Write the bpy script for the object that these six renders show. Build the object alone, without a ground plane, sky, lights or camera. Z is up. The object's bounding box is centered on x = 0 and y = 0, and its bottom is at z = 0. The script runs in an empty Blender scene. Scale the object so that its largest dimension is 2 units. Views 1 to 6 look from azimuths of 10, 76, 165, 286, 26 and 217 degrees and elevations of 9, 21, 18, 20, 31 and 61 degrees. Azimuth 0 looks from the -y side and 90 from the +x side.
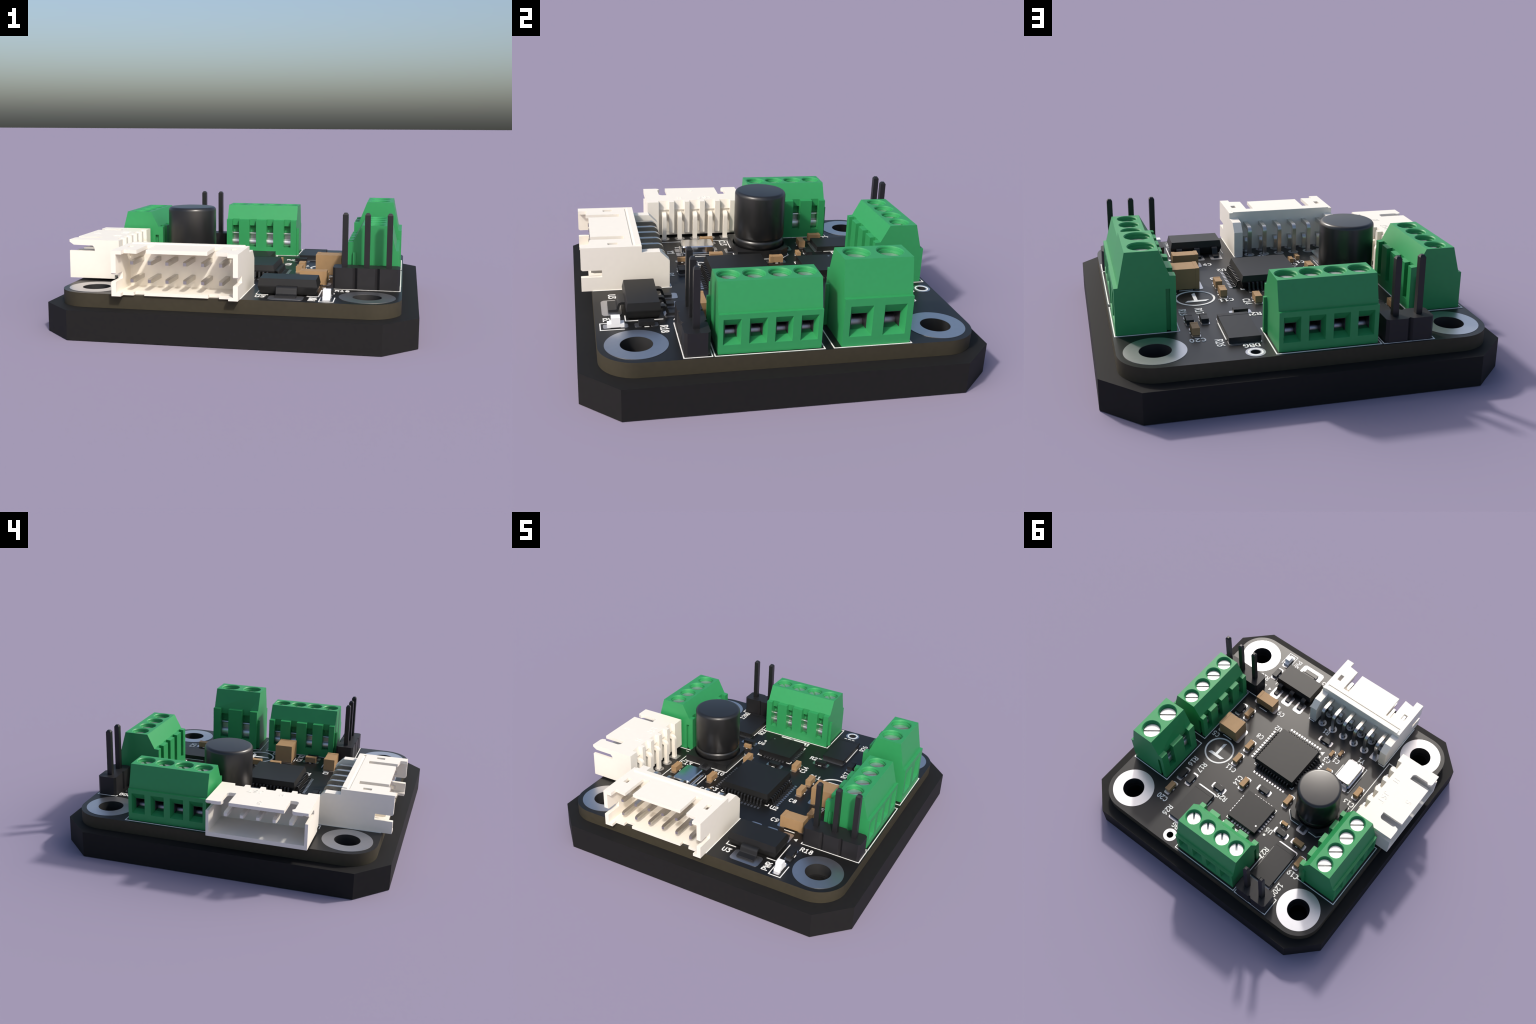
# Stepper-motor driver board on its black mounting plate, built part by part.
# All sizes below are in millimetres of the real thing; S turns them into scene metres.
import bpy, bmesh, math
from mathutils import Vector, Matrix

S = 2.0 / 42.0          # 42 mm plate -> 2.00 m
ZT = 0.236              # height of the board's upper surface, metres
PI = math.pi
BX, BY = -0.2, 0.2      # board centre

# ------------------------------------------------------------------ materials
def material(name, colour, rough=0.5, metal=0.0, spec=0.5, vary=0.06, scale=40.0, coat=0.0, bump=0.0):
    m = bpy.data.materials.new(name)
    m.use_nodes = True
    nt = m.node_tree
    b = nt.nodes["Principled BSDF"]
    tc = nt.nodes.new("ShaderNodeTexCoord")
    no = nt.nodes.new("ShaderNodeTexNoise")
    no.inputs["Scale"].default_value = scale
    no.inputs["Detail"].default_value = 4.0
    nt.links.new(tc.outputs["Object"], no.inputs["Vector"])
    ramp = nt.nodes.new("ShaderNodeValToRGB")
    lo = [c * (1 - vary) for c in colour]
    hi = [min(1.0, c * (1 + vary)) for c in colour]
    ramp.color_ramp.elements[0].position = 0.3
    ramp.color_ramp.elements[1].position = 0.7
    ramp.color_ramp.elements[0].color = (*lo, 1)
    ramp.color_ramp.elements[1].color = (*hi, 1)
    nt.links.new(no.outputs["Fac"], ramp.inputs["Fac"])
    nt.links.new(ramp.outputs["Color"], b.inputs["Base Color"])
    b.inputs["Roughness"].default_value = rough
    b.inputs["Metallic"].default_value = metal
    b.inputs["Specular IOR Level"].default_value = spec
    if coat:
        b.inputs["Coat Weight"].default_value = coat
    if bump:
        bp = nt.nodes.new("ShaderNodeBump")
        bp.inputs["Strength"].default_value = bump
        bp.inputs["Distance"].default_value = 0.002
        nt.links.new(no.outputs["Fac"], bp.inputs["Height"])
        nt.links.new(bp.outputs["Normal"], b.inputs["Normal"])
    return m

M_PLATE = material("black_plate", (0.0115, 0.0112, 0.0113), 0.70, spec=0.20)
M_MASK = material("black_solder_mask", (0.0075, 0.0075, 0.0075), 0.38, spec=0.51, vary=0.05)
M_FR4 = material("brown_board_core", (0.045, 0.0385, 0.0245), 0.7, spec=0.25)
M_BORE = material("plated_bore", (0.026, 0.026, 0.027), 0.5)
M_PAD = material("tinned_pad", (0.62, 0.62, 0.64), 0.36, metal=1.0, vary=0.02)
M_SILK = material("white_print", (0.82, 0.82, 0.79), 0.5, vary=0.02)
M_GREEN = material("green_plastic", (0.0285, 0.282, 0.0905), 0.45, spec=0.4, vary=0.02)
M_WHITE = material("cream_plastic", (0.865, 0.812, 0.715), 0.5, spec=0.4, vary=0.01)
M_STEEL = material("bright_steel", (0.76, 0.76, 0.75), 0.46, metal=1.0, vary=0.02)
M_CLAMP = material("clamp_metal", (0.62, 0.62, 0.64), 0.36, metal=1.0, vary=0.02)
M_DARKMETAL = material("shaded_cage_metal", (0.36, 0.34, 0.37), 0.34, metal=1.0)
M_PIN = material("contact_metal", (0.62, 0.60, 0.56), 0.32, metal=1.0, vary=0.02)
M_BLACK = material("black_header_plastic", (0.013, 0.0125, 0.0145), 0.5, spec=0.38)
M_PINBLK = material("black_pin", (0.012, 0.012, 0.0135), 0.40, spec=0.45)
M_CHIP = material("chip_epoxy", (0.0095, 0.0095, 0.0095), 0.48, spec=0.39)
M_LEAD = material("dark_lead", (0.011, 0.011, 0.0115), 0.42, spec=0.42)
M_RES = material("black_resistor", (0.0105, 0.0105, 0.011), 0.47, spec=0.42)
M_CERAM = material("tan_ceramic", (0.370, 0.230, 0.113), 0.6, spec=0.3, vary=0.03)
M_CAN = material("black_can_sleeve", (0.010, 0.010, 0.0105), 0.34, spec=0.72)
M_CANBASE = material("can_base_plastic", (0.011, 0.011, 0.011), 0.42)
M_MIRROR = material("crystal_can_metal", (0.66, 0.66, 0.67), 0.16, metal=1.0, vary=0.01)
M_LED = material("white_led_resin", (0.90, 0.90, 0.90), 0.4, vary=0.01)

# ------------------------------------------------------------------ objects
ROOT = bpy.data.objects.new("stepper_driver_board", None)
bpy.context.scene.collection.objects.link(ROOT)
ROOT["label"] = "black square circuit board with green screw terminals on plate"
ROOT["category"] = "circuit board"

def link(o, parent, loc, rot=0.0):
    o.parent = parent
    if parent is ROOT:
        o.location = (loc[0] * S, loc[1] * S, ZT + loc[2] * S)
    else:
        o.location = (loc[0] * S, loc[1] * S, loc[2] * S)
    o.rotation_euler = (0, 0, rot)
    bpy.context.scene.collection.objects.link(o)
    return o

def mesh_from(bm, name, mats, smooth=None):
    bmesh.ops.recalc_face_normals(bm, faces=bm.faces[:])
    bmesh.ops.scale(bm, vec=(S, S, S), verts=bm.verts[:])
    me = bpy.data.meshes.new(name)
    bm.to_mesh(me)
    bm.free()
    for m in (mats if isinstance(mats, (list, tuple)) else [mats]):
        me.materials.append(m)
    if smooth:
        me.polygons.foreach_set("use_smooth", [True] * len(me.polygons))
        me.set_sharp_from_angle(angle=math.radians(smooth))
    return me

def put(name, me, loc, rot=0.0, parent=None, stuff=False):
    o = bpy.data.objects.new(name, me)
    if stuff:
        o["kind"] = "stuff"
    return link(o, parent or ROOT, loc, rot)

def add_box(bm, x0, x1, y0, y1, z0, z1):
    r = bmesh.ops.create_cube(bm, size=1.0)
    for v in r["verts"]:
        v.co = Vector(((x0 + x1) / 2 + v.co.x * (x1 - x0), (y0 + y1) / 2 + v.co.y * (y1 - y0), (z0 + z1) / 2 + v.co.z * (z1 - z0)))
    return r["verts"]

def add_prism(bm, poly, a, b, axis="z"):
    """Extrude a polygon between a and b. axis z: poly is (x,y); y: poly is (x,z); x: poly is (y,z)."""
    def p3(q, t):
        if axis == "z": return (q[0], q[1], t)
        if axis == "y": return (q[0], t, q[1])
        return (t, q[0], q[1])
    lo = [bm.verts.new(p3(q, a)) for q in poly]
    hi = [bm.verts.new(p3(q, b)) for q in poly]
    n = len(poly)
    bm.faces.new(lo[::-1]); bm.faces.new(hi)
    for i in range(n):
        bm.faces.new((lo[i], lo[(i + 1) % n], hi[(i + 1) % n], hi[i]))
    return lo + hi

def add_frustum(bm, poly0, poly1):
    lo = [bm.verts.new(p) for p in poly0]
    hi = [bm.verts.new(p) for p in poly1]
    n = len(lo)
    bm.faces.new(lo[::-1]); bm.faces.new(hi)
    for i in range(n):
        bm.faces.new((lo[i], lo[(i + 1) % n], hi[(i + 1) % n], hi[i]))

def circle(cx, cy, r, n=32, a0=0.0):
    return [(cx + r * math.cos(a0 + 2 * PI * i / n), cy + r * math.sin(a0 + 2 * PI * i / n)) for i in range(n)]

def rounded(x0, x1, y0, y1, r, n=6):
    out = []
    for cx, cy, a in ((x1 - r, y1 - r, 0), (x0 + r, y1 - r, 90), (x0 + r, y0 + r, 180), (x1 - r, y0 + r, 270)):
        for i in range(n + 1):
            t = math.radians(a + 90 * i / n)
            out.append((cx + r * math.cos(t), cy + r * math.sin(t)))
    return out

def add_lathe(bm, prof, cx=0, cy=0, n=64):
    rings = []
    for r, z in prof:
        if r < 1e-6:
            rings.append([bm.verts.new((cx, cy, z))])
        else:
            rings.append([bm.verts.new((cx + r * math.cos(2 * PI * i / n), cy + r * math.sin(2 * PI * i / n), z)) for i in range(n)])
    for a, b in zip(rings, rings[1:]):
        for i in range(n):
            j = (i + 1) % n
            if len(a) == 1 and len(b) == 1: continue
            if len(a) == 1: bm.faces.new((a[0], b[i], b[j]))
            elif len(b) == 1: bm.faces.new((a[i], a[j], b[0]))
            else: bm.faces.new((a[i], a[j], b[j], b[i]))

def add_ring(bm, cx, cy, r0, r1, z0, z1, n=48):
    add_lathe(bm, [(r0, z0), (r1, z0), (r1, z1), (r0, z1), (r0, z0)], cx, cy, n)
    bmesh.ops.remove_doubles(bm, verts=bm.verts[:], dist=1e-5)

def add_ribbon(bm, pts, w, z0, z1, closed=False):
    """Flat printed line of width w with mitred corners and pointed-round ends."""
    P = [Vector((p[0], p[1])) for p in pts]
    n = len(P); L = []; R = []
    for i in range(n):
        if closed:
            d0 = (P[i] - P[i - 1]).normalized(); d1 = (P[(i + 1) % n] - P[i]).normalized()
        else:
            d0 = (P[i] - P[i - 1]).normalized() if i > 0 else (P[1] - P[0]).normalized()
            d1 = (P[i + 1] - P[i]).normalized() if i < n - 1 else d0
        t = d0 + d1
        t = t.normalized() if t.length > 1e-6 else d0
        nn = Vector((-t.y, t.x))
        k = 1.0 / max(0.45, nn.dot(Vector((-d0.y, d0.x))))
        L.append(P[i] + nn * (w / 2 * k)); R.append(P[i] - nn * (w / 2 * k))
    if closed:
        rows = list(zip(L, R))
    else:
        d = (P[0] - P[1]).normalized() * (w * 0.32); s0 = (L[0] - R[0]) * 0.27
        e = (P[-1] - P[-2]).normalized() * (w * 0.32); s1 = (L[-1] - R[-1]) * 0.27
        rows = [(P[0] + d + s0, P[0] + d - s0)] + list(zip(L, R)) + [(P[-1] + e + s1, P[-1] + e - s1)]
    V = [[bm.verts.new((q[0], q[1], z)) for q in r for z in (z0, z1)] for r in rows]
    m = len(V)
    for i in range(m if closed else m - 1):
        a, b = V[i], V[(i + 1) % m]
        bm.faces.new((a[1], a[3], b[3], b[1])); bm.faces.new((a[0], b[0], b[2], a[2]))
        bm.faces.new((a[0], a[1], b[1], b[0])); bm.faces.new((a[2], b[2], b[3], a[3]))
    if not closed:
        for r in (V[0], V[-1]):
            bm.faces.new((r[0], r[1], r[3], r[2]))

def sweep_bar(bm, path, wx, thick, axis="y", at=0.0):
    """Rectangular bar (width wx along the third axis) following a 2-D path (h, z)."""
    P = [Vector(p) for p in path]
    L, R = [], []
    for i in range(len(P)):
        d0 = (P[i] - P[i - 1]).normalized() if i else (P[1] - P[0]).normalized()
        d1 = (P[i + 1] - P[i]).normalized() if i < len(P) - 1 else d0
        t = (d0 + d1).normalized(); nn = Vector((-t.y, t.x)); k = 1 / max(.4, nn.dot(Vector((-d0.y, d0.x))))
        L.append(P[i] + nn * thick / 2 * k); R.append(P[i] - nn * thick / 2 * k)
    def p3(q, t):
        return (t, q[0], q[1]) if axis == "y" else (q[0], t, q[1])
    V = [[bm.verts.new(p3(q, at + s * wx / 2)) for q, s in ((l, -1), (l, 1), (r, 1), (r, -1))] for l, r in zip(L, R)]
    for a, b in zip(V, V[1:]):
        for i in range(4):
            j = (i + 1) % 4
            bm.faces.new((a[i], a[j], b[j], b[i]))
    bm.faces.new(V[0][::-1]); bm.faces.new(V[-1])

def arc(cx, cy, r, a0, a1, n=5):
    return [(cx + r * math.cos(math.radians(a0 + (a1 - a0) * i / n)), cy + r * math.sin(math.radians(a0 + (a1 - a0) * i / n))) for i in range(n + 1)]

def boolean(bm_body, bm_cut, op="DIFFERENCE"):
    """Exact boolean of two bmeshes in mm; returns a new bmesh."""
    ob = []
    for b in (bm_body, bm_cut):
        bmesh.ops.recalc_face_normals(b, faces=b.faces[:])
        me = bpy.data.meshes.new("tmp"); b.to_mesh(me); b.free()
        o = bpy.data.objects.new("tmp", me); bpy.context.scene.collection.objects.link(o); ob.append(o)
    md = ob[0].modifiers.new("b", "BOOLEAN")
    md.operation = op; md.solver = "EXACT"; md.object = ob[1]; md.use_self = True
    bpy.context.view_layer.update()
    ev = ob[0].evaluated_get(bpy.context.evaluated_depsgraph_get())
    out = bmesh.new(); out.from_mesh(ev.to_mesh()); ev.to_mesh_clear()
    for o in ob:
        me = o.data; bpy.data.objects.remove(o); bpy.data.meshes.remove(me)
    return out

# ------------------------------------------------------------------ mounting plate and board
HOLES = [(BX + sx * 15.55, BY + sy * 15.55) for sx in (-1, 1) for sy in (-1, 1)]
VIA = (5.93, 18.2)

c = 3.78
bm = bmesh.new()
add_prism(bm, [(21 - c, -21), (21, -21 + c), (21, 21 - c), (21 - c, 21), (-21 + c, 21), (-21, 21 - c), (-21, -21 + c), (-21 + c, -21)], -ZT / S, -1.62)
cut = bmesh.new()
for hx, hy in HOLES:
    add_prism(cut, circle(hx, hy, 1.3, 40), -ZT / S + 0.55, 3)
put("mounting_plate", mesh_from(boolean(bm, cut), "mounting_plate", M_PLATE, 30), (0, 0, 0))

bm = bmesh.new()
HB = 19.3
add_prism(bm, rounded(BX - HB, BX + HB, BY - HB, BY + HB, 3.75, 14), -1.6, 0)
cut = bmesh.new()
for hx, hy in HOLES:
    add_prism(cut, circle(hx, hy, 1.6, 40), -3, 3)
add_prism(cut, circle(*VIA, 0.5, 24), -3, 3)
bm = boolean(bm, cut)
bm.normal_update()
for f in bm.faces:
    if abs(f.normal.z) > 0.9:
        f.material_index = 0
    else:
        m = f.calc_center_median()
        near = min(math.hypot(m.x - hx, m.y - hy) for hx, hy in HOLES + [VIA])
        f.material_index = 2 if near < 1.8 else 1
put("circuit_board", mesh_from(bm, "circuit_board", [M_MASK, M_FR4, M_BORE], 30), (0, 0, 0))

bm = bmesh.new(); add_ring(bm, 0, 0, 1.6, 3.1, 0.0, 0.03, 64)
me = mesh_from(bm, "mounting_ring", M_PAD)
for hx, hy in HOLES:
    put("mounting_ring", me, (hx, hy, 0.005))
bm = bmesh.new(); add_ring(bm, 0, 0, 0.5, 1.0, 0.0, 0.03, 40)
put("test_point_ring", mesh_from(bm, "test_point_ring", M_PAD), (*VIA, 0.005))

# ------------------------------------------------------------------ solder pads
PADS = {}
def pad(x, y, w, h, r=None, parent=None):
    r = min(w, h) * 0.25 if r is None else r
    key = (round(w, 3), round(h, 3), round(r, 3))
    if key not in PADS:
        b = bmesh.new()
        add_prism(b, rounded(-w / 2, w / 2, -h / 2, h / 2, r, 4), 0.0, 0.03)
        PADS[key] = mesh_from(b, "solder_pad", M_PAD)
    return put("solder_pad", PADS[key], (x, y, 0.006), 0, parent)

# ------------------------------------------------------------------ printed lines and lettering
SILK = bmesh.new()
ZS = 0.012
def line(*pts, w=0.12, closed=False):
    global LAYER
    LAYER = (LAYER + 1) % 5
    add_ribbon(SILK, pts, w, ZS, 0.036 + 0.004 * LAYER, closed)
LAYER = 0
def rect(x0, x1, y0, y1, w=0.12):
    line((x0, y0), (x1, y0), (x1, y1), (x0, y1), w=w, closed=True)

# stroke letters on a box 1 unit high; every entry is a list of pen strokes
def oval(cx, cy, rx, ry, a0=0, a1=360, n=12):
    return [(cx + rx * math.cos(math.radians(a0 + (a1 - a0) * i / n)), cy + ry * math.sin(math.radians(a0 + (a1 - a0) * i / n))) for i in range(n + 1)]
GLYPH = {
    "C": [oval(.34, .5, .30, .5, 48, 312, 14)],
    "R": [[(.06, 0), (.06, 1), (.38, 1)] + oval(.38, .74, .2, .26, 80, -80, 6) + [(.38, .48), (.1, .48)], [(.36, .46), (.6, 0)]],
    "U": [[(.06, 1), (.06, .3)] + oval(.32, .28, .26, .28, 190, 350, 8) + [(.58, .3), (.58, 1)]],
    "Y": [[(.32, 0), (.32, .46), (.04, 1)], [(.33, .47), (.6, 1)]],
    "P": [[(.06, 0), (.06, 1), (.38, 1)] + oval(.38, .72, .2, .28, 80, -80, 6) + [(.38, .44), (.1, .44)]],
    "W": [[(.0, 1), (.16, 0), (.33, .72), (.5, 0), (.66, 1)]],
    "D": [[(.06, 0), (.06, 1), (.28, 1)] + oval(.28, .5, .3, .5, 80, -80, 8) + [(.28, 0), (.1, 0)]],
    "B": [[(.06, 0), (.06, 1), (.36, 1)] + oval(.36, .76, .19, .24, 80, -80, 6) + [(.36, .52), (.12, .52)], [(.38, .5)] + oval(.38, .25, .2, .25, 80, -80, 6) + [(.36, 0), (.12, 0)]],
    "G": [oval(.34, .5, .30, .5, 48, 330, 14) + [(.62, .46), (.38, .46)]],
    "H": [[(.06, 0), (.06, 1)], [(.58, 0), (.58, 1)], [(.08, .52), (.56, .52)]],
    "J": [[(.5, 1), (.5, .25)] + oval(.3, .22, .2, .22, 0, -170, 7)],
    "S": [oval(.32, .75, .25, .25, 40, 255, 8) + oval(.32, .25, .27, .25, 80, -150, 9)],
    "T": [[(.0, 1), (.64, 1)], [(.32, .98), (.32, 0)]],
    "0": [oval(.32, .5, .25, .5, 0, 345, 16) + [(.57, .5)]],
    "1": [[(.1, .8), (.32, 1), (.32, .04)], [(.06, 0), (.58, 0)]],
    "2": [oval(.31, .72, .26, .28, 160, -30, 8) + [(.05, 0), (.6, 0)]],
    "3": [[(.06, 1), (.58, 1), (.3, .62)] + oval(.3, .3, .28, .3, 75, -150, 9)],
    "4": [[(.44, 0), (.44, 1), (.04, .3), (.62, .3)]],
    "5": [[(.56, 1), (.12, 1), (.1, .55)] + oval(.3, .31, .27, .31, 110, -150, 9)],
    "6": [[(.5, 1), (.2, .72), (.07, .4)] + oval(.33, .29, .26, .29, 180, -150, 12)],
    "7": [[(.05, 1), (.58, 1), (.2, 0)]],
    "8": [oval(.32, .75, .21, .24, -90, 250, 12), oval(.32, .26, .26, .26, 92, 430, 12)],
    "9": [[(.14, 0), (.44, .28), (.57, .6)] + oval(.31, .71, .26, .29, 0, 330, 12)],
    "O": [[(.02, 0), (.22, 0), (.22, .14)] + oval(.32, .58, .27, .42, 240, -60, 12) + [(.42, .14), (.42, 0), (.62, 0)]],
}
def text(bm, s, cx, cy, ang=0.0, h=0.73, w=0.135, adv=0.80, z0=ZS, z1=0.040):
    ca, sa = math.cos(math.radians(ang)), math.sin(math.radians(ang))
    total = (len(s) - 1) * adv + 0.64
    k = 0
    for i, ch in enumerate(s):
        for stroke in GLYPH[ch]:
            k += 1
            q = []
            for (x, y) in stroke:
                X, Y = (x + i * adv - total / 2) * h, (y - 0.5) * h
                p = (cx + X * ca - Y * sa, cy + X * sa + Y * ca)
                if not q or math.hypot(p[0] - q[-1][0], p[1] - q[-1][1]) > 0.02:
                    q.append(p)
            add_ribbon(bm, q, w, z0, z1 + 0.003 * (k % 3))

LABELS = [("C8", 5.95, -3.0, 0), ("U2", 4.55, -5.85, 0), ("C3", -4.75, -5.98, 0), ("C1", -5.93, -6.75, 0), ("Y1", -9.0, -9.15, 0),
          ("C13", -11.65, -2.06, 0), ("C10", -6.25, -2.0, 0), ("R18", 12.4, -12.3, 0), ("U3", 3.72, -17.05, 0), ("PWR", 9.55, -17.45, 90),
          ("R16", 11.3, 6.75, 90), ("R17", 9.52, 6.8, 90), ("C20", 10.95, 14.25, 0), ("R26", 8.9, 15.38, 90), ("R25", 3.92, 8.83, 0),
          ("R27", -6.58, 12.0, 90), ("120O", -11.58, 15.35, 90), ("C19", -11.92, 12.1, 0), ("U6", -5.08, 8.85, 0), ("R1", -1.7, -10.02, 0),
          ("DBG", 5.95, 16.62, 0), ("C5", 11.68, 0.85, 0), ("C9", 5.92, -8.25, 0), ("C11", 5.98, 4.15, 0), ("C14", 3.78, 5.15, 90),
          ("C2", 10.0, -3.27, 0), ("R2", 11.6, -3.24, 0)]
for s, x, y, a in LABELS:
    b = bmesh.new()
    text(b, s, 0, 0, a)
    put("printed_label", mesh_from(b, "printed_label", M_SILK), (x, y, 0))

# component outlines
rect(12.50, 18.90, -8.25, 2.60)                  # screw terminals
rect(12.35, 18.90, 3.55, 11.62)
rect(-6.77, 4.05, 12.72, 19.18)
rect(-19.13, -12.75, 1.40, 12.17)
line((11.15, -10.9), (11.15, -11.22), (18.88, -11.22), (18.88, -8.5), (11.15, -8.5))
line((-12.47, 16.60), (-12.47, 19.22), (-7.02, 19.22), (-7.02, 16.60))
line((-12.15, 16.55), (-12.47, 16.55))
line((1.92, -19.0), (1.92, -10.38), (0.95, -10.38))
line((-12.32, -18.9), (-12.32, -10.38), (-11.35, -10.38))
line((-13.7, -11.42), (-12.70, -11.42), (-12.70, 0.9), (-13.5, 0.9))
for x, y in ((0, -2.28),):                       # microcontroller corners
    for sx in (-1, 1):
        for sy in (-1, 1):
            line((x + sx * 3.6, y + sy * 3.2), (x + sx * 3.6, y + sy * 3.6), (x + sx * 3.2, y + sy * 3.6))
bx, by = -1.36, 8.2                              # driver chip corners
for sx, sy in ((1, -1), (1, 1), (-1, -1)):
    line((bx + sx * 2.64, by + sy * 2.05), (bx + sx * 2.64, by + sy * 2.64), (bx + sx * 2.05, by + sy * 2.64))
line((10.08, -12.2), (10.08, -16.02), (8.80, -16.02))   # regulator
line((3.12, -12.2), (3.12, -16.02), (4.45, -16.02))
line((11.90, -16.25), (11.90, -18.62), (10.36, -18.62), (10.36, -16.25))   # light
cx, cy, h = -8.8, 2.0, 3.4                       # can capacitor
line((cx + 0.95, cy - h), (cx + h, cy - h), (cx + h, cy + 2.3), (cx + 2.3, cy + h), (cx + 0.95, cy + h))
line((cx - 0.95, cy - h), (cx - h, cy - h), (cx - h, cy + 2.3), (cx - 2.3, cy + h), (cx - 0.95, cy + h))
for x in (8.15, 4.69):
    line((x, 10.35), (x, 14.75))
for x in (-7.20, -10.70):
    line((x, 10.3), (x, 14.7))
line((-10.45, -8.35), (-10.62, -8.35), (-10.62, -3.4), (-10.45, -3.4))
line((-7.25, -6.9), (-7.25, -4.0), (-7.4, -3.6))
for y in (-9.62, -7.2):
    line((8.0, y), (9.4, y))
for y in (-2.62, 0.22):
    line((9.15, y), (10.7, y))

# logo: ring with a slanted T, dot marks, triangles and the knocked-out strip
def slab(poly, z=0.045):
    add_prism(SILK, poly, ZS, z)
slab(circle(-4.9, 9.74, 0.2, 20))
line(*circle(VIA[0], VIA[1], 0.70, 36), w=0.16, closed=True)
slab([(10.42, -11.2), (9.95, -10.92), (10.4, -10.6)])
slab([(-3.12, -6.55), (-3.72, -6.98), (-3.72, -6.15)])
slab([(-3.4, 11.55), (-3.4, 12.45), (1.28, 12.45), (1.28, 11.55)], 0.034)
b = bmesh.new()
text(b, "1", 0.95, 12.0, 0, h=0.6, z0=0.0, z1=0.046)
text(b, "2", -1.55, 12.0, 0, h=0.6, z0=0.0, z1=0.046)
put("knocked_out_digits", mesh_from(b, "knocked_out_digits", M_MASK), (0, 0, 0))
put("silkscreen_outline", mesh_from(SILK, "silkscreen_outline", M_SILK), (0, 0, 0))

b = bmesh.new()
add_ribbon(b, circle(0, 0, 2.17, 72), 0.24, ZS, 0.04, True)
add_prism(b, [(1.3, 1.12), (0.92, 0.68), (0.2, 0.68), (0.2, -1.3), (-0.2, -1.62), (-0.2, 0.68), (-1.52, 0.68), (-1.05, 1.12)], ZS, 0.042)
put("logo_mark", mesh_from(b, "logo_mark", M_SILK), (9.32, 2.86, 0))

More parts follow.
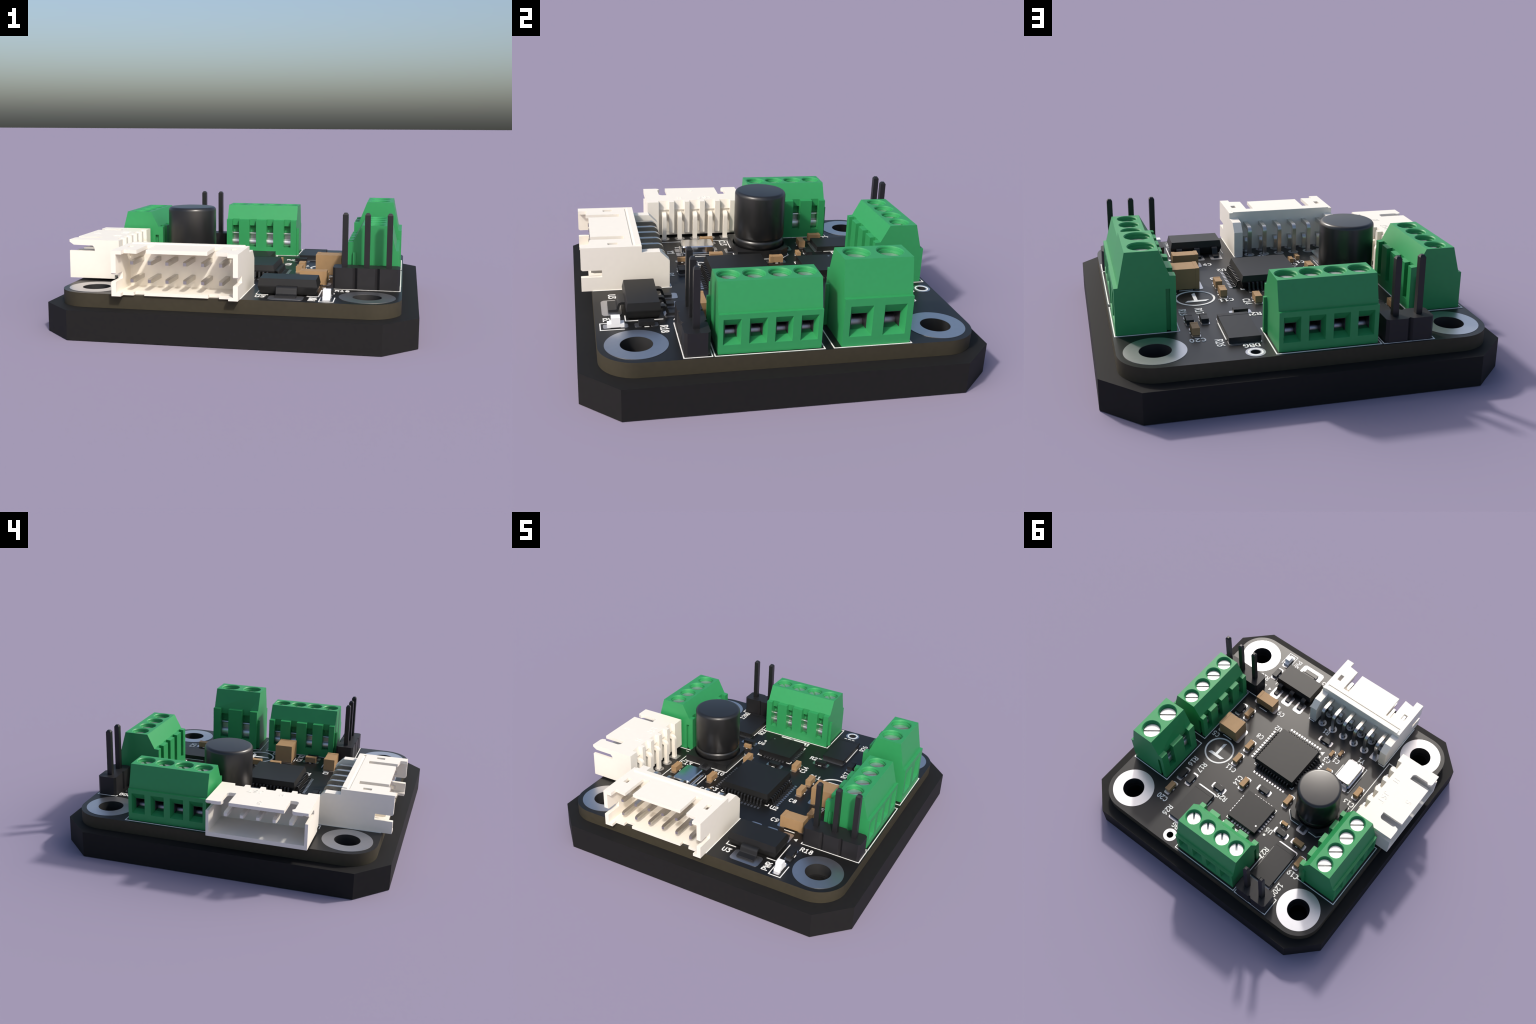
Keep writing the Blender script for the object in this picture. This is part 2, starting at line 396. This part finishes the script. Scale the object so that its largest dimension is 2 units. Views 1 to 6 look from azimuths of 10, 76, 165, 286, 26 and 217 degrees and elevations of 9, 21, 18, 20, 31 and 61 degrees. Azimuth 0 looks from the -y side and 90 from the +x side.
# ------------------------------------------------------------------ screw terminals
def terminal_mesh(pitch, n, zl, zt, hole_r, hole_d, win_w, wz, in_w, iz, bw, bz, width, rib_h, f0=0.0):
    """Front faces +x at x = 0. wz/iz: window z range outside/inside, bw/bz: rear slot width and bottom."""
    W = width / 2
    zs = zl + 0.98                      # foot of the rear slope
    bm = bmesh.new()
    add_prism(bm, [(-f0, 0), (-f0, zl), (-0.41 - 0.7 * f0, zl + 0.02), (-0.46 - 0.7 * f0, zl + 0.25), (-1.17 - 0.7 * f0, zt), (-4.55, zt), (-5.58, zs), (-6.2, zs - 0.05), (-6.2, 0)], -W, W, "y")
    cut = bmesh.new()
    ys = [(i - (n - 1) / 2) * pitch for i in range(n)]
    for y in ys:
        w2, i2 = win_w / 2, in_w / 2
        add_frustum(cut, [(0.4 - f0, y - w2 - 0.14, wz[0] - .2), (0.4 - f0, y + w2 + 0.14, wz[0] - .2), (0.4 - f0, y + w2 + 0.14, wz[1] + .4), (0.4 - f0, y - w2 - 0.14, wz[1] + .4)],
                    [(-0.75 - f0, y - i2, iz[0]), (-0.75 - f0, y + i2, iz[0]), (-0.75 - f0, y + i2, iz[1]), (-0.75 - f0, y - i2, iz[1])])
        add_box(cut, -4.75, -0.7 - f0, y - i2, y + i2, iz[0], iz[1])
        # rear slot: shallow part up to the slope, deeper part round the clamp
        add_box(cut, -7.0, -5.56, y - bw / 2, y + bw / 2, bz, zs + 0.8)
        add_box(cut, -6.0, -4.95, y - bw / 2 + 0.008, y + bw / 2 - 0.008, bz + 0.001, zl + 0.06)
        # screw well with a small rim chamfer and an inner step
        add_lathe(cut, [(0, zt - hole_d - 0.6), (hole_r - 0.09, zt - hole_d - 0.6), (hole_r - 0.09, zt - 0.38), (hole_r, zt - 0.34), (hole_r, zt - 0.1), (hole_r + 0.1, zt), (hole_r + 0.1, zt + 1), (0, zt + 1)], -3.0, y, 40)
    add_box(cut, -5.6, -5.15, W - 0.35, W + 1, -1, rib_h)      # interlock groove
    bm = boolean(bm, cut)
    add_box(bm, -5.52, -5.12, -W - 0.32, -W + 0.1, 0.0, rib_h - 0.1)   # interlock rib
    me = mesh_from(bm, "screw_terminal", M_GREEN, 25)
    # slotted screw
    sb = bmesh.new()
    add_lathe(sb, [(0, -0.8), (hole_r - 0.11, -0.8), (hole_r - 0.11, -0.02), (hole_r - 0.15, 0.02), (0, 0.02)], 0, 0, 40)
    sc = bmesh.new(); add_box(sc, -3, 3, -0.15, 0.15, -0.5, 1)
    sme = mesh_from(boolean(sb, sc), "terminal_screw", M_STEEL, 25)
    # clamp seen through the rear slot, and wire cage behind the front window
    cb = bmesh.new()
    k = (zl - bz) / 3.0
    arc1 = [(-5.22 - 0.33 * math.cos(t), bz + (0.50 + 0.55 * math.sin(t)) * k) for t in [-1.5 + 0.3 * q for q in range(11)]]
    add_prism(cb, [(-4.98, bz)] + arc1 + [(-5.1, bz + 1.08 * k), (-5.1, bz + 1.72 * k), (-5.40, bz + 1.78 * k), (-5.47, bz + 1.90 * k), (-5.40, bz + 2.0 * k), (-4.98, bz + 2.06 * k)],
              -bw / 2 + 0.015, bw / 2 - 0.015, "y")
    cme = mesh_from(cb, "wire_clamp", M_CLAMP, 40)
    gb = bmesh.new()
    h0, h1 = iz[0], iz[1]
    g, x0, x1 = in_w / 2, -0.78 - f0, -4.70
    add_box(gb, x1, x0, -g + 0.005, -g + 0.05, h0 + 0.005, h1 - 0.005)      # cage walls, roof and back, coloured near-black for the unlit interior
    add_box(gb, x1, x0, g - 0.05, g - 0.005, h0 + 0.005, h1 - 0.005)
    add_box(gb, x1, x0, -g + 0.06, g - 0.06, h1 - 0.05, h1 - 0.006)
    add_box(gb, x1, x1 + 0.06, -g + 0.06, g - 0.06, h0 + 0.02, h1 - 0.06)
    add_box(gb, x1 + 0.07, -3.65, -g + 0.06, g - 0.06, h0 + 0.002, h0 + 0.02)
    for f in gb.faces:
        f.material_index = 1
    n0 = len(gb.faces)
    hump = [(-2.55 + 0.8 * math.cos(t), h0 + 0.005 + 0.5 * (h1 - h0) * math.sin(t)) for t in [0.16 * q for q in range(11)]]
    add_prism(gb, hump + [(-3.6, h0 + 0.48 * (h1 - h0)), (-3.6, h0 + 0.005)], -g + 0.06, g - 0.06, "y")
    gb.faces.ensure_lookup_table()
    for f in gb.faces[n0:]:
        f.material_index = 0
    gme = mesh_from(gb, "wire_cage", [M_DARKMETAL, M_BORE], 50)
    return me, sme, cme, gme, ys, zt - hole_d

T4 = terminal_mesh(2.54, 4, 4.13, 7.07, 1.08, 0.55, 1.74, (0.92, 3.68), 1.2, (1.38, 2.72), 1.0, 1.13, 10.24, 4.0, 0.2)
T2 = terminal_mesh(3.5, 2, 5.08, 8.77, 1.32, 0.68, 2.42, (1.0, 4.48), 1.66, (1.5, 3.22), 1.3, 1.42, 7.1, 4.65)
for T, x, y, rot in ((T4, 18.8, -2.82, 0), (T2, 18.8, 7.88, 0), (T4, -1.35, 19.05, 90), (T4, -19.02, 6.72, 180)):
    body = put("screw_terminal", T[0], (x, y, 0.01), math.radians(rot))
    for yy in T[4]:
        put("terminal_screw", T[1], (-3.0, yy, T[5]), math.radians(37), body)
        put("wire_clamp", T[2], (0, yy, 0), 0, body)
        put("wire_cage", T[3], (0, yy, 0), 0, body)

# ------------------------------------------------------------------ 2 x 6 wire connector (front faces -y)
CX = -5.15
b = bmesh.new()
add_box(b, -7.06, 7.06, -20.22, -13.62, 0.0, 5.06)
for s in (-1, 1):            # rear cheeks
    x0, x1 = sorted((s * 7.06, s * 5.95))
    add_prism(b, [(-13.9, 0), (-13.9, 4.32), (-11.6, 4.32), (-10.55, 3.25), (-10.55, 0)], x0, x1, "x")
cut = bmesh.new()
add_box(cut, -6.52, 6.52, -22, -15.32, 0.36, 4.64)                 # cavity
add_box(cut, -6.0, 6.0, -22, -19.35, -1, 0.5)                      # floor stops short of the side walls
for s in (-1, 1):
    x0, x1 = sorted((s * 3.45, s * 4.42))
    add_box(cut, x0, x1, -22, -15.35, 4.2, 6)                      # slots beside the tongue
    x0, x1 = sorted((s * 3.6, s * 4.8))
    add_box(cut, x0, x1, -22, -18.7, -1, 0.5)                      # floor notches
    x0, x1 = sorted((s * 4.42, s * 5.9))
    add_prism(cut, [(x0, -22), (x1, -22), (x1 if s < 0 else x1, -19.45), (x1, -19.35), (x0, -19.15)], 4.2, 6)   # arms step back
    x0, x1 = sorted((s * 5.6, s * 6.2))
    add_box(cut, x0, x1, -17.25, -16.15, 4.2, 6)                   # small windows
    x0, x1 = sorted((s * 6.3, s * 8))
    add_prism(cut, [(-22, 1.35), (-20.05, 1.62), (-17.97, 1.62), (-17.97, 2.42), (-20.05, 2.42), (-20.3, 2.62), (-22, 3)], x0, x1, "x")  # latch slots in the side walls
add_box(cut, -3.45, 3.45, -22, -19.05, 4.2, 6)                     # tongue front
add_box(cut, -6.6, 6.6, -14.62, -14.30, 4.95, 6)                   # groove before the rear ridge
b = boolean(b, cut)
add_box(b, -6.6, 6.6, -14.29, -13.64, 5.0, 5.16)                   # rear ridge
con = put("wire_connector", mesh_from(b, "wire_connector", M_WHITE, 25), (CX, 0, 0.01))
def pin_mesh(path, w, t, name, mat, axis="y"):
    b = bmesh.new()
    tip = [v for v in (path[0],)]
    sweep_bar(b, path, w, t, axis)
    k = 0 if axis == "x" else 1                      # draw the free end in to a blunt point
    for v in b.verts:
        if abs(v.co[k] - tip[0][0]) < 1e-4:
            v.co.z = tip[0][1] + (v.co.z - tip[0][1]) * 0.74
            v.co[1 - k] *= 0.74
    return mesh_from(b, name, mat, 50)
up = pin_mesh([(-19.1, 3.58), (-18.75, 3.58), (-11.6, 3.58)] + arc(-11.5, 3.08, .5, 90, 0, 6) + [(-11.0, 2.3), (-11.0, -0.3)], 0.48, 0.48, "contact_pin", M_PIN)
lo = pin_mesh([(-19.1, 1.58), (-18.75, 1.58), (-13.5, 1.58)] + arc(-13.4, 1.18, .4, 90, 0, 6) + [(-13.0, -0.3)], 0.48, 0.48, "contact_pin", M_PIN)
bmr = bmesh.new(); add_ring(bmr, 0, 0, 0.36, 0.66, 0, 0.03, 28); ringme = mesh_from(bmr, "through_hole_ring", M_PAD)
for i in range(6):
    x = (i - 2.5) * 2.0 - 0.07
    put("contact_pin", up, (x, 0, 0), 0, con)
    put("contact_pin", lo, (x, 0, 0), 0, con)
    if i == 0:
        pad(CX + x, -11.05, 1.3, 1.3, 0.05)
    else:
        put("through_hole_ring", ringme, (CX + x, -11.05, 0.006))
    put("through_hole_ring", ringme, (CX + x, -13.05, 0.006))

# ------------------------------------------------------------------ 1 x 5 wire connector (front faces -x), local y centred
CY = -5.18
b = bmesh.new()
add_box(b, -20.62, -14.4, -6.27, 6.22, 0.25, 4.9)
cut = bmesh.new()
add_box(cut, -23, -15.7, -5.90, 5.86, 0.78, 4.48)                   # cavity
for s in (-1, 1):
    c0, c1 = s * 3.38, s * 4.48
    # top slots with rounded inner corner and a small hook at the mouth
    add_prism(cut, [(-23, c0), (-17.5, c0)] + [(-17.5, s * 4.1)] + [(-17.62, s * 4.32), (-17.85, s * 4.48)] + [(-19.8, s * 4.48), (-20.05, s * 4.2), (-20.5, s * 4.35), (-20.7, s * 4.8), (-23, s * 4.8)], 4.3, 6)
    y0, y1 = sorted((s * 5.6, s * 8))
    add_prism(cut, [(-23, 3.55), (-17.45, 3.55), (-17.45, 3.92), (-17.7, 4.22), (-20.1, 4.26), (-20.7, 4.66), (-23, 4.66)], y0, y1, "y")  # side slots
PY = [(i - 2) * 2.0 - 0.17 for i in range(5)]
for y in PY:
    add_prism(cut, [(-13, 6), (-15.08, 6), (-15.08, 4.9), (-14.8, 3.75), (-14.98, 3.7), (-14.98, 0.1), (-13, 0.1)], y - 0.68, y + 0.68, "y")   # rear notches with a ramp
add_box(cut, -15.0, -13, -6.3, 6.3, 0.0, 0.7)
b = boolean(b, cut)
con5 = put("wire_connector", mesh_from(b, "wire_connector_five_way", M_WHITE, 25), (0, CY, 0.01))
p5 = pin_mesh([(-20.4, 3.22), (-20.0, 3.22), (-14.55, 3.22)] + arc(-14.47, 2.86, .36, 90, 0, 6) + [(-14.11, 2.3), (-14.11, -0.3)], 0.52, 0.5, "contact_pin_white", M_WHITE, "x")
for i, y in enumerate(PY):
    put("contact_pin", p5, (0, y, 0), 0, con5)
    if i == 4:
        pad(-14.05, CY + y, 1.3, 1.3, 0.05)
    else:
        put("through_hole_ring", ringme, (-14.05, CY + y, 0.006))
b = bmesh.new()
text(b, "JST", -16.15, 1.35, 90, h=0.85, w=0.09, adv=0.85, z0=4.85, z1=4.925)
text(b, "H", -16.1, -1.95, 90, h=0.85, w=0.09, z0=4.85, z1=4.925)
text(b, "5", -19.4, -0.05, 90, h=0.75, w=0.09, z0=4.85, z1=4.925)
put("moulded_lettering", mesh_from(b, "moulded_lettering", M_WHITE), (0, 0, 0), 0, con5)

# ------------------------------------------------------------------ pin headers
def header(n, x, y):
    b = bmesh.new()
    L = n * 2.54 / 2
    poly_lo, poly_hi = [], []
    for i in range(n):
        a = -L + i * 2.54
        poly_lo += [(a, -0.98), (a + 0.28, -1.26), (a + 2.26, -1.26), (a + 2.54, -0.98)]
    poly_hi = [(-px, -py) for px, py in poly_lo]
    pts = []
    for p in poly_lo + poly_hi:
        if not pts or math.hypot(p[0] - pts[-1][0], p[1] - pts[-1][1]) > 1e-3:
            pts.append(p)
    add_prism(b, pts, 0, 2.5)
    body = put("pin_header", mesh_from(b, "pin_header", M_BLACK), (x, y, 0.01))
    pb = bmesh.new()
    add_box(pb, -0.32, 0.32, -0.32, 0.32, 2.3, 8.5)
    top = [f for f in pb.faces if all(v.co.z > 8.4 for v in f.verts)]
    r = bmesh.ops.extrude_face_region(pb, geom=top)
    for v in r["geom"]:
        if isinstance(v, bmesh.types.BMVert):
            v.co = Vector((v.co.x * 0.5, v.co.y * 0.5, 8.74))
    bmesh.ops.delete(pb, geom=top, context="FACES_ONLY")
    pm = mesh_from(pb, "header_pin", M_PINBLK)
    for i in range(n):
        put("header_pin", pm, ((i - (n - 1) / 2) * 2.54, 0, 0), 0, body)
header(3, 15.0, -9.92)
header(2, -9.76, 17.96)

# ------------------------------------------------------------------ small chips: ceramic capacitors and resistors
def chip(L, W, H, mat, name, band):
    """Body along y, with end caps standing a little proud of the middle."""
    b = bmesh.new()
    e = 0.018 if H < 1 else 0.03
    for s in (-1, 1):
        y0, y1 = sorted((s * L / 2, s * (L / 2 - band)))
        v = add_box(b, -W / 2, W / 2, y0, y1, 0.03, H)
    add_box(b, -W / 2 + e, W / 2 - e, -L / 2 + band - .01, L / 2 - band + .01, 0.03 + e, H - e)
    return mesh_from(b, name, mat)
C0603 = chip(1.6, 0.8, 0.82, M_CERAM, "ceramic_capacitor", 0.3)
C0402 = chip(1.05, 0.5, 0.52, M_CERAM, "ceramic_capacitor_small", 0.22)
C1206 = chip(1.6, 3.2, 1.66, M_CERAM, "ceramic_capacitor_wide", 0.4)
R0603 = chip(1.6, 0.8, 0.47, M_RES, "resistor", 0.3)
C1206 = chip(3.2, 1.6, 1.66, M_CERAM, "ceramic_capacitor_wide", 0.42)
C1210 = chip(3.2, 2.5, 2.57, M_CERAM, "ceramic_capacitor_tall", 0.45)
R2512 = chip(6.35, 3.3, 0.62, M_RES, "shunt_resistor", 0.6)

def place(name, me, x, y, turned, L, pw, pl, gap, silk=0.4, sx=0.0):
    o = put(name, me, (x, y, 0.03), PI / 2 if turned else 0)
    for s in (-1, 1):
        d = s * (gap + pl / 2)
        if turned: pad(x + d, y, pl, pw)
        else: pad(x, y + d, pw, pl)
    if silk:
        for s in (-1, 1):
            t = s * (pw / 2 + 0.04)
            b = bmesh.new()
            add_ribbon(b, [(-silk / 2, t), (silk / 2, t)] if turned else [(t, -silk / 2), (t, silk / 2)], 0.12, 0.012, 0.036)
            put("silkscreen_tick", mesh_from(b, "silkscreen_tick", M_SILK), (x, y, 0))
    return o

for x, y, t in ((6.05, -0.57, 0), (6.05, 2.35, 0), (2.6, 5.0, 0), (-4.4, 3.3, 0), (-6.22, -3.88, 0), (-11.85, -4.2, 0),
                (10.9, 12.3, 0), (-9.78, 7.88, 1), (-11.65, 10.2, 0), (9.78, -5.15, 0)):
    place("ceramic_capacitor", C0603, x, y, t, 1.6, 0.92, 0.8, 0.4, 0.28)
for x, y, t in ((-4.78, -7.23, 0), (-5.85, -8.15, 0), (-6.29, 6.6, 1)):
    place("ceramic_capacitor", C0402, x, y, t, 1.0, 0.6, 0.55, 0.22, 0.2)
for x, y, t in ((-0.43, 4.05, 1), (5.2, 7.9, 1), (-6.72, 8.0, 1), (9.44, 9.32, 0), (11.02, 9.32, 0), (11.13, -14.0, 0), (11.42, -5.1, 0), (-2.65, -8.6, 1)):
    place("resistor", R0603, x, y, t, 1.6, 0.92, 0.8, 0.4, 0.42)
place("ceramic_capacitor", C1206, 8.72, -8.42, 1, 3.2, 1.75, 1.15, 0.9, 0)
place("ceramic_capacitor", C1210, 9.9, -1.2, 1, 3.2, 2.65, 1.15, 0.9, 0)
place("shunt_resistor", R2512, 6.42, 12.62, 0, 6.3, 3.4, 1.25, 2.32, 0)
place("shunt_resistor", R2512, -8.95, 12.6, 0, 6.3, 3.4, 1.25, 2.32, 0)

# ------------------------------------------------------------------ microcontroller: 48 gull-wing leads
def square(h, z, dx=0.0):
    return [(-h, -h, z), (h, -h, z), (h, h, z), (-h, h, z)]
b = bmesh.new()
rings = [[b.verts.new(p) for p in square(h, z)] for h, z in ((3.32, 0.12), (3.55, 0.74), (3.55, 0.9), (3.36, 1.56))]
b.faces.new(rings[0][::-1]); b.faces.new(rings[-1])
for a, c2 in zip(rings, rings[1:]):
    for i in range(4):
        b.faces.new((a[i], a[(i + 1) % 4], c2[(i + 1) % 4], c2[i]))
mcu = put("microcontroller_chip", mesh_from(b, "microcontroller_chip", M_CHIP), (0, -2.28, 0.03))
b = bmesh.new()
sweep_bar(b, [(3.4, 0.8), (3.72, 0.8), (3.84, 0.76), (3.9, 0.66), (4.0, 0.2), (4.07, 0.1), (4.18, 0.06), (4.5, 0.06)], 0.22, 0.12, "x")
leadme = mesh_from(b, "chip_lead", M_LEAD, 50)
b = bmesh.new(); add_prism(b, rounded(4.0, 4.86, -0.14, 0.14, 0.07, 3), -0.024, 0.006); qpad = mesh_from(b, "chip_pad", M_PAD)
for q in range(4):
    for i in range(12):
        t = (i - 5.5) * 0.5
        a = q * PI / 2
        loc = (-t * math.sin(a), t * math.cos(a), 0)
        put("chip_lead", leadme, loc, a, mcu)
        put("chip_pad", qpad, loc, a, mcu)

# driver chip: flat no-lead package, 28 pads
b = bmesh.new()
add_box(b, -2.5, 2.5, -2.5, 2.5, 0.03, 0.88)
drv = put("driver_chip", mesh_from(b, "driver_chip", M_CHIP), (bx, by, 0.02))
b = bmesh.new(); add_prism(b, rounded(2.1, 2.87, -0.15, 0.15, 0.06, 3), -0.014, 0.02); npad = mesh_from(b, "chip_pad_flat", M_PAD)
for q in range(4):
    for i in range(7):
        t = (i - 3) * 0.5
        a = q * PI / 2
        put("chip_pad", npad, (-t * math.sin(a), t * math.cos(a), 0), a, drv)
b = bmesh.new(); add_prism(b, circle(-1.98, 1.5, 0.13, 16), 0.87, 0.895)
put("pin_one_dot", mesh_from(b, "pin_one_dot", M_PAD), (0, 0, 0), 0, drv)

# ------------------------------------------------------------------ voltage regulator with a wide tab
b = bmesh.new()
prof = [(3.08, 1.58, .08), (3.32, 1.8, 0.88), (3.32, 1.8, 1.0), (3.15, 1.63, 1.8)]
rings = [[b.verts.new((sx * hx, sy * hy, z)) for sx, sy in ((-1, -1), (1, -1), (1, 1), (-1, 1))] for hx, hy, z in prof]
b.faces.new(rings[0][::-1]); b.faces.new(rings[-1])
for a, c2 in zip(rings, rings[1:]):
    for i in range(4):
        b.faces.new((a[i], a[(i + 1) % 4], c2[(i + 1) % 4], c2[i]))
reg = put("voltage_regulator", mesh_from(b, "voltage_regulator", M_CHIP), (6.6, -14.15, 0.03))
gull = [(1.6, 0.95), (2.15, 0.95), (2.32, 0.88), (2.4, 0.72), (2.5, 0.32), (2.58, 0.19), (2.72, 0.14), (3.5, 0.14)]
b = bmesh.new(); sweep_bar(b, gull, 0.7, 0.26, "y"); rl = mesh_from(b, "regulator_lead", M_LEAD, 50)
b = bmesh.new(); sweep_bar(b, [(-p, z) for p, z in gull], 2.3, 0.26, "y"); rt = mesh_from(b, "regulator_tab", M_LEAD, 50)
for i in (-1, 0, 1):
    put("regulator_lead", rl, (i * 2.3, 0, 0), 0, reg)
    pad(6.6 + i * 2.3, -11.0, 1.5, 2.0, 0.3)
put("regulator_tab", rt, (0, 0, 0), 0, reg)
pad(6.63, -17.3, 3.85, 2.05, 0.45)

# ------------------------------------------------------------------ status light
b = bmesh.new()
add_box(b, -0.4, 0.4, -0.85, 0.85, 0.03, 0.42)
add_box(b, -0.41, 0.41, -0.46, 0.44, 0.40, 1.08)
put("status_light", mesh_from(b, "status_light", M_LED), (11.1, -17.08, 0.03))
for d in (-0.85, 0.85):
    pad(11.1, -17.08 + d, 0.92, 0.8)

# ------------------------------------------------------------------ crystal in a metal can
b = bmesh.new()
add_prism(b, rounded(-1.42, 1.42, -2.15, 2.15, 0.35, 4), 0.03, 0.34)
def rr(hx, hy, r, z): return [(p[0], p[1], z) for p in rounded(-hx, hx, -hy, hy, r, 4)]
rings = [[b.verts.new(p) for p in rr(*q)] for q in ((1.3, 2.02, .36, .34), (1.3, 2.02, .36, 1.06), (1.2, 1.92, .3, 1.2))]
b.faces.new(rings[0][::-1]); b.faces.new(rings[-1])
for a, c2 in zip(rings, rings[1:]):
    n = len(a)
    for i in range(n):
        b.faces.new((a[i], a[(i + 1) % n], c2[(i + 1) % n], c2[i]))
put("crystal_can", mesh_from(b, "crystal_can", M_MIRROR), (-8.92, -5.85, 0.02))
for sx in (-1, 1):
    for sy in (-1, 1):
        pad(-8.92 + sx * 0.7, -5.85 + sy * 1.95, 1.1, 1.45, 0.12)

# ------------------------------------------------------------------ electrolytic can capacitor
b = bmesh.new()
add_lathe(b, [(0, 0.45), (2.8, 0.45), (2.98, 1.0), (3.12, 1.2), (3.14, 1.75), (3.08, 1.9), (3.0, 2.0), (3.0, 2.12), (3.08, 2.22), (3.15, 2.4), (3.15, 7.45),
              (3.11, 7.65), (3.0, 7.8), (2.85, 7.88), (2.7, 7.9), (0, 7.9)], 0, 0, 96)
can = put("electrolytic_capacitor", mesh_from(b, "electrolytic_capacitor", M_CAN, 35), (-8.8, 2.0, 0.02))
b = bmesh.new()
h, k = 3.3, 2.2
add_prism(b, [(-h, -h), (h, -h), (h, k), (k, h), (-k, h), (-h, k)], 0.03, 1.05)
cut = bmesh.new(); add_prism(cut, circle(0, 0, 3.27, 64), 0.5, 3)
b = boolean(b, cut)
put("capacitor_base", mesh_from(b, "capacitor_base", M_CANBASE), (0, 0, 0), 0, can)
b = bmesh.new(); add_box(b, -0.33, 0.33, 3.2, 3.95, 0.02, 0.25); cl = mesh_from(b, "capacitor_lead", M_LEAD)
for a in (0, PI):
    put("capacitor_lead", cl, (0, 0, 0), a, can)
for s in (-1, 1):
    pad(-8.8, 2.0 + s * 2.75, 1.55, 3.1, 0.3)
